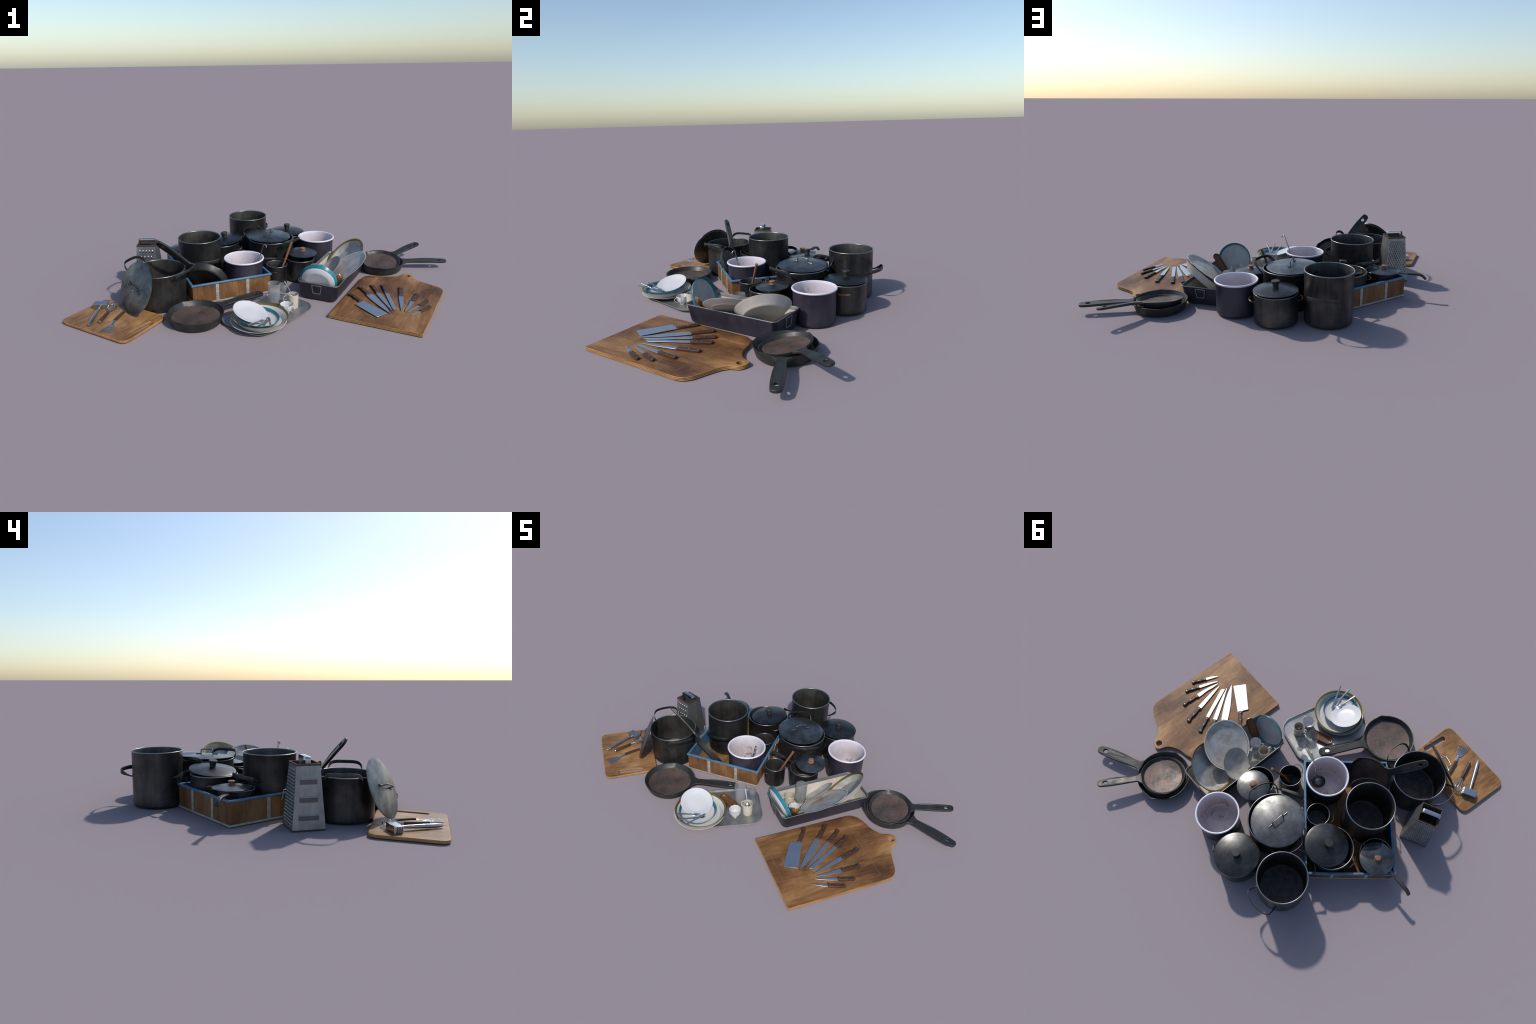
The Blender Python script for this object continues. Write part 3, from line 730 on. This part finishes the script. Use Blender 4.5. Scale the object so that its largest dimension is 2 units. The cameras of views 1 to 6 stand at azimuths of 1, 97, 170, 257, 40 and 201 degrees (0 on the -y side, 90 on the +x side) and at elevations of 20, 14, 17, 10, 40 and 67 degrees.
def whisk():
    a, b = Vector((-.8145, -.4920, BT + .0095)), Vector((-.8010, -.3880, BT + .0105))
    d = (b - a).normalized(); e = thing('whisk', 'balloon wire whisk with wooden handle', 'whisk', along(a, d))
    part(e, 'handle', lathe('whisk_handle', [(0, 0), (.0075, .001), (.0088, .006), (.0085, .05), (.0075, .098), (.0045, .104), (0, .105)], 'handle_wood', 24), Matrix.Rotation(pi / 2, 4, 'Y'))
    part(e, 'end_cap', lathe('whisk_cap', [(0, -.0022), (.006, -.002), (.0078, .0008), (.0079, .003), (0, .003)], 'steel', 24), Matrix.Rotation(pi / 2, 4, 'Y'))
    bm = bmesh.new()
    for k in range(6):
        an = pi * k / 6 + .2
        ctl = [(.100, .002, 0), (.112, .0065, 0), (.135, .0165, 0), (.160, .0225, 0), (.180, .0175, 0), (.188, 0, 0)]
        ctl = ctl + [(x, -y, z) for x, y, z in ctl[-2::-1]]
        path = [Vector((p.x, p.y * cos(an), p.y * sin(an) * .62 + .004 * (p.x - .1) / .08)) for p in smooth_path(ctl, 5)]
        sweep_bm(bm, path, lambda t: disc(.0009, 6))
    part(e, 'wire_balloon', finish(bm, 'wire_balloon', 'steel', 60, False))
whisk()
def tenderizer():
    a, b = Vector((-.8530, -.5230, BT + .0095)), Vector((-.8550, -.3410, BT + .0150)); d = (b - a).normalized()
    e = thing('meat_tenderizer', 'steel meat mallet with toothed striking faces', 'meat mallet', along(a, d))
    part(e, 'handle', lathe('mallet_handle', [(0, -.001), (.004, 0), (.0065, .006), (.0085, .03), (.0088, .06), (.0078, .12), (.006, .17), (.0055, .186), (0, .188)], 'steel', 28), Matrix.Rotation(pi / 2, 4, 'Y'))
    L, H, W = .064, .027, .038; x0 = .181 + W / 2
    part(e, 'mallet_head', boxes('mallet_head', [((x0, 0, -.001), (W, L, H))], 'steel', .0015))
    bm = bmesh.new()
    for sy in (-1, 1):
        for i in range(4):
            for j in range(4):
                bmesh.ops.create_cone(bm, cap_ends=True, segments=4, radius1=.0058, radius2=.0012, depth=.0055, matrix=Matrix.Translation((x0 + (j - 1.5) * .0092, sy * (L / 2 + .0025), -.001 + (i - 1.5) * .0064)) @ Matrix.Rotation(-sy * pi / 2, 4, 'X') @ Matrix.Rotation(pi / 4, 4, 'Z') @ Matrix.Diagonal((1.05, .75, 1, 1)))
    part(e, 'teeth', finish(bm, 'teeth', 'steel', 20, False), stuff=True)
tenderizer()

# ------------------------------------------------------------------ trays
def tray_loft(name, rings, mats, mi):
    """stack of rounded rectangles (hx, hy, corner, z) joined into a skin, first and last capped"""
    bm = bmesh.new(); R = []
    for hx, hy, r, z in rings: R.append([bm.verts.new((x, y, z)) for x, y in rrect(hx, hy, r, 8)])
    m = len(R[0])
    for k in range(len(R) - 1):
        for i in range(m):
            f = bm.faces.new((R[k][i], R[k][(i + 1) % m], R[k + 1][(i + 1) % m], R[k + 1][i])); f.material_index = mi(k)
    f = bm.faces.new(R[0]); f.material_index = mi(0); f = bm.faces.new(R[-1]); f.material_index = mi(len(R))
    return finish(bm, name, mats, 40)
hx, hy = .2150, .1385
T1 = thing('serving_tray', 'flat aluminium serving tray with rounded corners', 'tray', turned((-.0416, -.3845, 0), 50.5))
q = .075
part(T1, 'tray_body', tray_loft('tray_body', [(hx - .022, hy - .022, q - .018, 0.0), (hx - .012, hy - .012, q - .010, .0022), (hx - .003, hy - .003, q - .002, .0105), (hx, hy, q, .0115), (hx + .0004, hy + .0004, q, .0130), (hx - .001, hy - .001, q - .001, .0138), (hx - .0035, hy - .0035, q - .003, .0128), (hx - .0065, hy - .0065, q - .006, .0052), (hx - .013, hy - .013, q - .012, .0028)], ['alu'], lambda k: 0))
hx, hy, H, q = .2490, .1090, .094, .024
T2M = turned((.3132, -.0110, 0), 63.9)
T2 = thing('roasting_tin', 'deep navy enamel roasting tin, cream inside', 'roasting tin', T2M)
part(T2, 'tin_body', tray_loft('tin_body', [(hx - .030, hy - .030, q - .006, 0), (hx - .019, hy - .019, q, .0025), (hx - .014, hy - .014, q + .002, .010), (hx - .0035, hy - .0035, q, H - .009), (hx - .001, hy - .001, q, H - .005), (hx, hy, q, H - .002), (hx - .001, hy - .001, q, H), (hx - .0035, hy - .0035, q - .002, H - .0005), (hx - .006, hy - .006, q - .002, H - .006), (hx - .008, hy - .008, q - .002, H - .016), (hx - .018, hy - .018, q - .004, .012), (hx - .024, hy - .024, q - .006, .005), (hx - .034, hy - .034, q - .008, .0042)], ['navy', 'rim_metal', 'tray_in'], lambda k: 0 if k < 4 else (1 if k < 9 else 2)))
TR = tube('drop_handle', [(0, -.0245, .083), (0, .0245, .083), (0, .0185, .041), (0, -.0185, .041)], .0022, 'rim_metal', 8)
def closed_trap():
    P = [(.001, -.0255, .083), (.001, .0255, .083), (-.002, .0185, .040), (-.002, -.0185, .040)]
    bm = bmesh.new()
    for i in range(4):
        a, b = Vector(P[i]), Vector(P[(i + 1) % 4]); d = (b - a).normalized() * .0015
        sweep_bm(bm, [a - d, b + d], lambda t: rrect(.0022, .0022, .0008, 2), up=(1, 0, 0))
    return finish(bm, 'drop_handle', 'rim_metal', 40, False)
TRAP = closed_trap()
for d in (0, 180): part(T2, 'drop_handle', TRAP, RZ(d) @ Matrix.Translation((hx + .0002, 0, 0)))

# ------------------------------------------------------------------ plates
def plate_mesh(name, R, h, foot, mats, bands, t=.0032, lipcurve=1.0, well=None):
    """plate/bowl profile; bands: list of (r_from, r_to, material index) on the inside, edge material last"""
    well = well or foot
    out = [(0, .0008), (foot - .008, .0008), (foot - .004, .0003), (foot - .001, .0004), (foot + .002, .0025)]
    n = 10
    for i in range(1, n + 1):
        s = i / n; out.append((foot + .002 + (R - foot - .002) * s, .0025 + (h - .0035) * s ** lipcurve))
    top = [(R + .0003, h - .0006), (R - .0008, h)]
    stops = sorted({r for b in bands for r in b[:2] if r < R - .001}, reverse=True)
    inn = []
    for i in range(n, -1, -1):
        s = i / n; inn.append((well + (R - .0025 - well) * s, t + .0025 + (h - t - .003) * s ** lipcurve))
    for r in stops:
        s = (r - well) / (R - .0025 - well)
        if 0 < s < 1: inn.append((r, t + .0025 + (h - t - .003) * s ** lipcurve))
    inn.sort(key=lambda p: -p[0])
    inn += [(well * .93, t + .0018), (well * .5, t + .0014), (0, t + .0014)]
    prof = out + top + inn; k0 = len(out)
    def idx(a, b, k):
        if k < k0 - 1: return 1
        rm = (a[0] + b[0]) / 2
        if k < k0 + 2: rm = R
        for f, g, m in bands:
            if f <= rm <= g: return m
        return 0
    return lathe(name, prof, mats, 88, idx, angle=45)
FLAT_G = plate_mesh('dinner_plate', .1300, .0215, .090, ['white', 'offwhite', 'gold'], [(.1205, .1232, 2)], lipcurve=.95, well=.094)
FLAT_D = plate_mesh('dinner_plate_stained', .1296, .0165, .088, ['dirty', 'under', 'gold', 'white'], [(.1205, .1232, 2), (.1235, .2, 3)], lipcurve=1.05, well=.094)
SOUP_G = plate_mesh('soup_plate', .1312, .0375, .097, ['offwhite', 'offwhite', 'gold'], [(.1215, .2, 2)], lipcurve=.85, well=.100)
SOUP_D = plate_mesh('soup_plate_stained', .1275, .0375, .091, ['dirty', 'under', 'gold'], [(.1180, .2, 2)], lipcurve=.88, well=.095)
SIDE_W = plate_mesh('side_plate', .0825, .0150, .050, ['white', 'white'], [], lipcurve=1.1, well=.052)
SIDE_D = plate_mesh('side_plate_stained', .0830, .0190, .046, ['dirty', 'under'], [], lipcurve=1.3, well=.046)
def teal_mesh(name, inner):
    R, h, f = .0950, .0300, .062
    p = [(0, .0008), (f - .008, .0008), (f - .004, .0003), (f, .0003), (f + .004, .0015), (.074, .0048), (.0815, .0085), (.0852, .0115), (.0875, .0145), (.0950, h - .001), (.0946, h), (.0932, h), (.0857, .0155), (.0832, .0122), (.079, .0098), (.070, .0075), (.055, .0060), (0, .0055)]
    return lathe(name, p, [inner, 'white', 'teal'], 88, lambda a, b, k: 1 if k < 7 else (2 if k < 12 else 0), angle=45)
TEAL_W, TEAL_D = teal_mesh('teal_dish', 'offwhite'), teal_mesh('teal_dish_stained', 'grimy')
def on_rim(c, n, h): return frame(Vector(c) - Vector(n).normalized() * h, n)
single('dinner_plate', FLAT_G, 'white dinner plate with thin gold line', 'plate', on_rim((-.0845, -.4880, .0275), (0, 0, 1), .0215))
single('soup_plate', SOUP_G, 'deep white soup plate with broad gold rim', 'plate', on_rim((-.0772, -.4875, .0510), (0, 0, 1), .0375))
single('teal_dish', TEAL_W, 'shallow white dish with teal glazed rim', 'plate', on_rim((-.0827, -.5024, .0528), tilt(4.5, -30), .0300))
single('side_plate', SIDE_W, 'small plain white side plate', 'plate', on_rim((-.1207, -.4733, .0625), tilt(18.8, -28.3), .0150))
single('soup_plate', SOUP_D, 'stained deep plate with gold rim leaning in tin', 'plate', on_rim((.3893, .0985, .1150), tilt(45, 196.3), .0375))
single('dinner_plate', FLAT_D, 'stained dinner plate with gold line leaning in tin', 'plate', on_rim((.3722, -.0436, .1084), tilt(36.1, 177.6), .0165))
single('side_plate', SIDE_D, 'small stained white saucer leaning in tin', 'plate', on_rim((.2939, .0201, .0797), tilt(46, 183.5), .0190))
single('teal_dish', TEAL_D, 'stained dish with teal rim standing on edge', 'plate', on_rim((.2188, -.1972, .1052), tilt(69.6, 70), .0300))

# ------------------------------------------------------------------ cups, glasses, dishes
def mug(c, deg, zb):
    e = thing('mug', 'plain cream stoneware mug with ring handle', 'mug', turned((c[0], c[1], zb), deg))
    r, h = .0272, .0705
    part(e, 'mug_body', lathe('mug_body', [(0, .002), (r - .006, .002), (r - .005, 0), (r - .002, 0), (r, .003), (r, h * .5), (r, h - .001), (r - .001, h), (r - .0022, h - .001), (r - .0026, h * .5), (r - .003, .008), (r - .006, .005), (0, .0045)], 'mug', 56))
    bm = bmesh.new(); sweep_bm(bm, smooth_path([(r - .001, 0, .056), (r + .008, 0, .0595), (r + .016, 0, .0545), (r + .0185, 0, .043), (r + .0165, 0, .031), (r + .009, 0, .0225), (r - .001, 0, .0205)], 6), lambda t: rrect(.0042, .0018, .0014, 2), up=lambda t: Vector((cos(pi * (.5 - t)) * 1, 0, sin(pi * (.5 - t)))))
    part(e, 'handle', finish(bm, 'mug_handle', 'mug', 50))
mug((.0825, -.3062), 178, .0030)
mug((.1962, -.1050), 240, .0045)
def tea_cup(c, deg, zb, r, h):
    e = thing('tea_cup', 'fluted white tea cup with gold rim', 'cup', turned((c[0], c[1], zb), deg))
    fl = lambda rr, z, a: 1 + .055 * max(0, min(1, (z - .008) / .02)) * (abs(cos(a * 5)) - .5)
    s = r / .032
    out = [(0, .003), (.012, .003), (.0128, 0), (.0155, 0), (.0150, .004), (.019, .0075), (.0255, .0145), (.0288, .024), (.0302, .033), (.0318, h / s - .0006), (.0316, h / s), (.0306, h / s - .0008), (.0288, .033), (.0272, .0245), (.024, .016), (.017, .0095), (0, .008)]
    out = [(a * s, z * s) for a, z in out]
    part(e, 'cup_body', lathe('cup_body', out, ['white', 'gold'], 80, lambda a, b, k: 1 if k in (9, 10) else 0, fl, 60))
    hd = smooth_path([(.029 * s, 0, .034 * s), (.036 * s, 0, .0385 * s), (.0445 * s, 0, .0365 * s), (.0475 * s, 0, .029 * s), (.043 * s, 0, .020 * s), (.034 * s, 0, .0145 * s), (.0245 * s, 0, .0155 * s)], 6)
    part(e, 'handle', tube('cup_handle', hd, .0019, 'white', 8))
tea_cup((.0492, -.3645), -40, .0030, .032, .0445)
tea_cup((.2590, -.1385), 200, .0060, .0295, .0490)
def tumbler(c, zb, h, r, mat):
    single('drinking_glass', lathe('drinking_glass', [(0, 0), (r * .86, 0), (r * .90, .0015), (r * .95, h * .45), (r, h - .0006), (r - .0006, h), (r - .0014, h - .0006), (r * .95 - .0014, h * .45), (r * .88 - .001, .007), (0, .006)], mat, 56), 'straight clear glass tumbler', 'glass', Matrix.Translation((c[0], c[1], zb)))
tumbler((-.0085, -.2646), .0030, .1105, .0318, 'glass')
tumbler((.2210, -.0390), .0045, .1140, .0312, 'cutglass')
def wineglass(c, zb, h, r):
    single('wine_glass', lathe('wine_glass', [(0, 0), (.0165, 0), (.0170, .0008), (.010, .0022), (.003, .004), (.0018, .010), (.0018, .030), (.0026, .036), (.0085, .042), (r * .8, .050), (r, .062), (r * 1.02, h - .012), (r * .97, h), (r * .97 - .0012, h), (r - .0014, .062), (r * .8 - .0014, .052), (.006, .044), (0, .0425)], 'cutglass', 48), 'small stemmed wine glass', 'glass', Matrix.Translation((c[0], c[1], zb)))
wineglass((.0378, -.2226), .0030, .0885, .0190)
wineglass((.2375, -.0850), .0045, .0840, .0185)
def oval_dish(mat, inner='brown'):
    bm = bmesh.new(); rings = []
    for k, z in ((.55, .0), (.72, .0015), (.9, .010), (.98, .0165), (1.0, .0185), (.955, .0182), (.86, .011), (.68, .0050), (.5, .0042)):
        ring = []
        for x, y in rrect(.0605, .0232, .0225, 10):
            ring.append(bm.verts.new((x - math.copysign(min(abs(x), .0232 * (1 - k)), x) if abs(x) > .03 else x, y * k, z)))
        rings.append(ring)
    m = len(rings[0])
    for a, b in zip(rings, rings[1:]):
        for i in range(m): bm.faces.new((a[i], a[(i + 1) % m], b[(i + 1) % m], b[i]))
    bm.faces.new(rings[0]); bm.faces.new(rings[-1])
    return finish(bm, 'oval_dish', 'brown', 45)
DISH = oval_dish(None)
single('oval_dish', DISH, 'long brown glazed serving dish', 'dish', turned((-.0425, -.3215, .0030), -5))
da, db = Vector((.3338, -.2219, .1384)), Vector((.2720, -.1740, .0330)); dd = (da - db).normalized()
single('oval_dish', DISH, 'long brown glazed dish standing in tin', 'dish', along((da + db) / 2 - Vector((-.42, .66, .60)).normalized() * .009, dd, (-.42, .66, .60)))

# ------------------------------------------------------------------ cutlery, ladle, spoons
def stick(name, path, wf, tf, mat='steel'):
    bm = bmesh.new(); sweep_bm(bm, path, lambda t: rrect(wf(t), tf, min(tf, wf(t)) * .8, 2), up=(0, 0, 1)); return finish(bm, name, mat, 45)
def fork(a, b):
    a, b = Vector(a), Vector(b); d = b - a; L = d.length
    e = thing('table_fork', 'plain steel table fork', 'fork', along(a, d))
    z = Vector((0, 0, 0))
    part(e, 'handle', stick('fork_handle', smooth_path([(0, 0, 0), (L * .3, 0, .001), (L * .55, 0, 0), (L * .68, 0, -.002)], 5), lambda t: .0048 - .0022 * t, .0014))
    bm = bmesh.new(); box_bm(bm, (L * .72, 0, -.0015), (L * .1, .018, .0018), 0, .0006)
    for i in range(4): box_bm(bm, (L * .87, (i - 1.5) * .005, -.001), (L * .24, .0024, .0015), 0, .0005)
    part(e, 'tines', finish(bm, 'fork_tines', 'steel', 40, False))
def table_knife(a, b):
    a, b = Vector(a), Vector(b); d = b - a; L = d.length
    e = thing('table_knife', 'plain steel table knife', 'knife', along(a, d))
    part(e, 'handle', stick('table_knife_handle', smooth_path([(0, 0, 0), (L * .25, 0, 0), (L * .5, 0, 0)], 5), lambda t: .0050 - .0014 * t, .0020))
    part(e, 'blade', plate_of('table_knife_blade', [(L * .48, -.0035), (L * .52, -.0070), (L * .9, -.0072), (L, .0010), (L * .97, .0055), (L * .6, .0062), (L * .5, .0035)], -.0008, .0008, 'steel', [], .0004))
table_knife((-.0312, -.6289, .0722), (-.0400, -.4880, .0400))
table_knife((-.0856, -.6286, .0683), (-.0300, -.4980, .0330))
fork((-.1273, -.6042, .0600), (-.0500, -.4950, .0340))
# ladle standing in the enamel pot
tip, bend, cup = Vector((-.0437, -.1144, .2550)), Vector((-.0560, -.1030, .2585)), Vector((-.1255, -.0690, .0420))
e = thing('ladle', 'steel soup ladle with hooked handle', 'ladle', Matrix.Translation((cup.x, cup.y, FLOOR)))
off = Vector((cup.x, cup.y, FLOOR))
lp = [tip - Vector((0, 0, .010)), tip + Vector((-.002, .002, .0005)), bend, bend.lerp(cup, .12), bend.lerp(cup, .5), bend.lerp(cup, .80) + Vector((.006, -.003, 0)), cup + Vector((.021, -.012, .012))]
bm = bmesh.new(); sweep_bm(bm, [p - off for p in smooth_path(lp, 6)], lambda t: rrect(.0026 + .0020 * t, .0018, .0010, 2), up=(.75, -.45, .4))
part(e, 'handle', finish(bm, 'ladle_handle', 'steel', 45))
part(e, 'bowl', lathe('ladle_bowl', [(0, -.024), (.010, -.0225), (.020, -.017), (.0275, -.008), (.0305, .003), (.0310, .0035), (.0298, .0035), (.0265, -.007), (.019, -.0155), (.009, -.021), (0, -.0225)], 'steel_dark', 40), Matrix.Translation((0, 0, cup.z - FLOOR - .004)) @ Matrix.Rotation(.15, 4, 'Y') @ Matrix.Diagonal((1.12, 1.12, 1.05, 1)))
# wooden spoon in the small pot
a, b = Vector((.0925, .0318, .2270)), Vector((.0140, -.0255, .0180)); d = (b - a); L = d.length
e = thing('wooden_spoon', 'brown wooden spoon with thick round handle', 'wooden spoon', along(a, d, (.4, .3, .85)))
part(e, 'handle', tube('spoon_handle', smooth_path([(-.001, 0, 0), (.001, 0, 0), (.006, 0, 0), (L * .35, 0, 0), (L * .72, 0, 0)], 5), lambda t: .0076 * (min(1, .35 + t * 9)) - .0022 * t, 'spoon_wood', 14))
bm = bmesh.new(); sweep_bm(bm, smooth_path([(L * .66, 0, 0), (L * .74, 0, 0), (L * .85, 0, 0), (L * .95, 0, 0), (L, 0, 0)], 5), lambda t: rrect(.006 + .0145 * sin(pi * (.08 + .80 * t)) ** 1.2, .0042, .003, 3), up=(0, 0, 1))
part(e, 'bowl', finish(bm, 'spoon_bowl', 'spoon_wood', 50))
# tea spoon in the mug
a, b = Vector((.0429, -.2806, .1306)), Vector((.0870, -.3080, .0500)); d = b - a; L = d.length
e = thing('tea_spoon', 'steel tea spoon standing in mug', 'spoon', along(a, d, (.5, -.4, .75)))
part(e, 'handle', stick('tea_spoon_handle', smooth_path([(0, 0, 0), (L * .4, 0, .001), (L * .8, 0, 0)], 5), lambda t: .0042 - .0022 * t, .0012))
bm = bmesh.new(); bmesh.ops.create_uvsphere(bm, u_segments=20, v_segments=10, radius=1, matrix=Matrix.Translation((L * .93, 0, -.001)) @ Matrix.Diagonal((.0185, .0115, .0035, 1)))
part(e, 'bowl', finish(bm, 'tea_spoon_bowl', 'steel', 60))
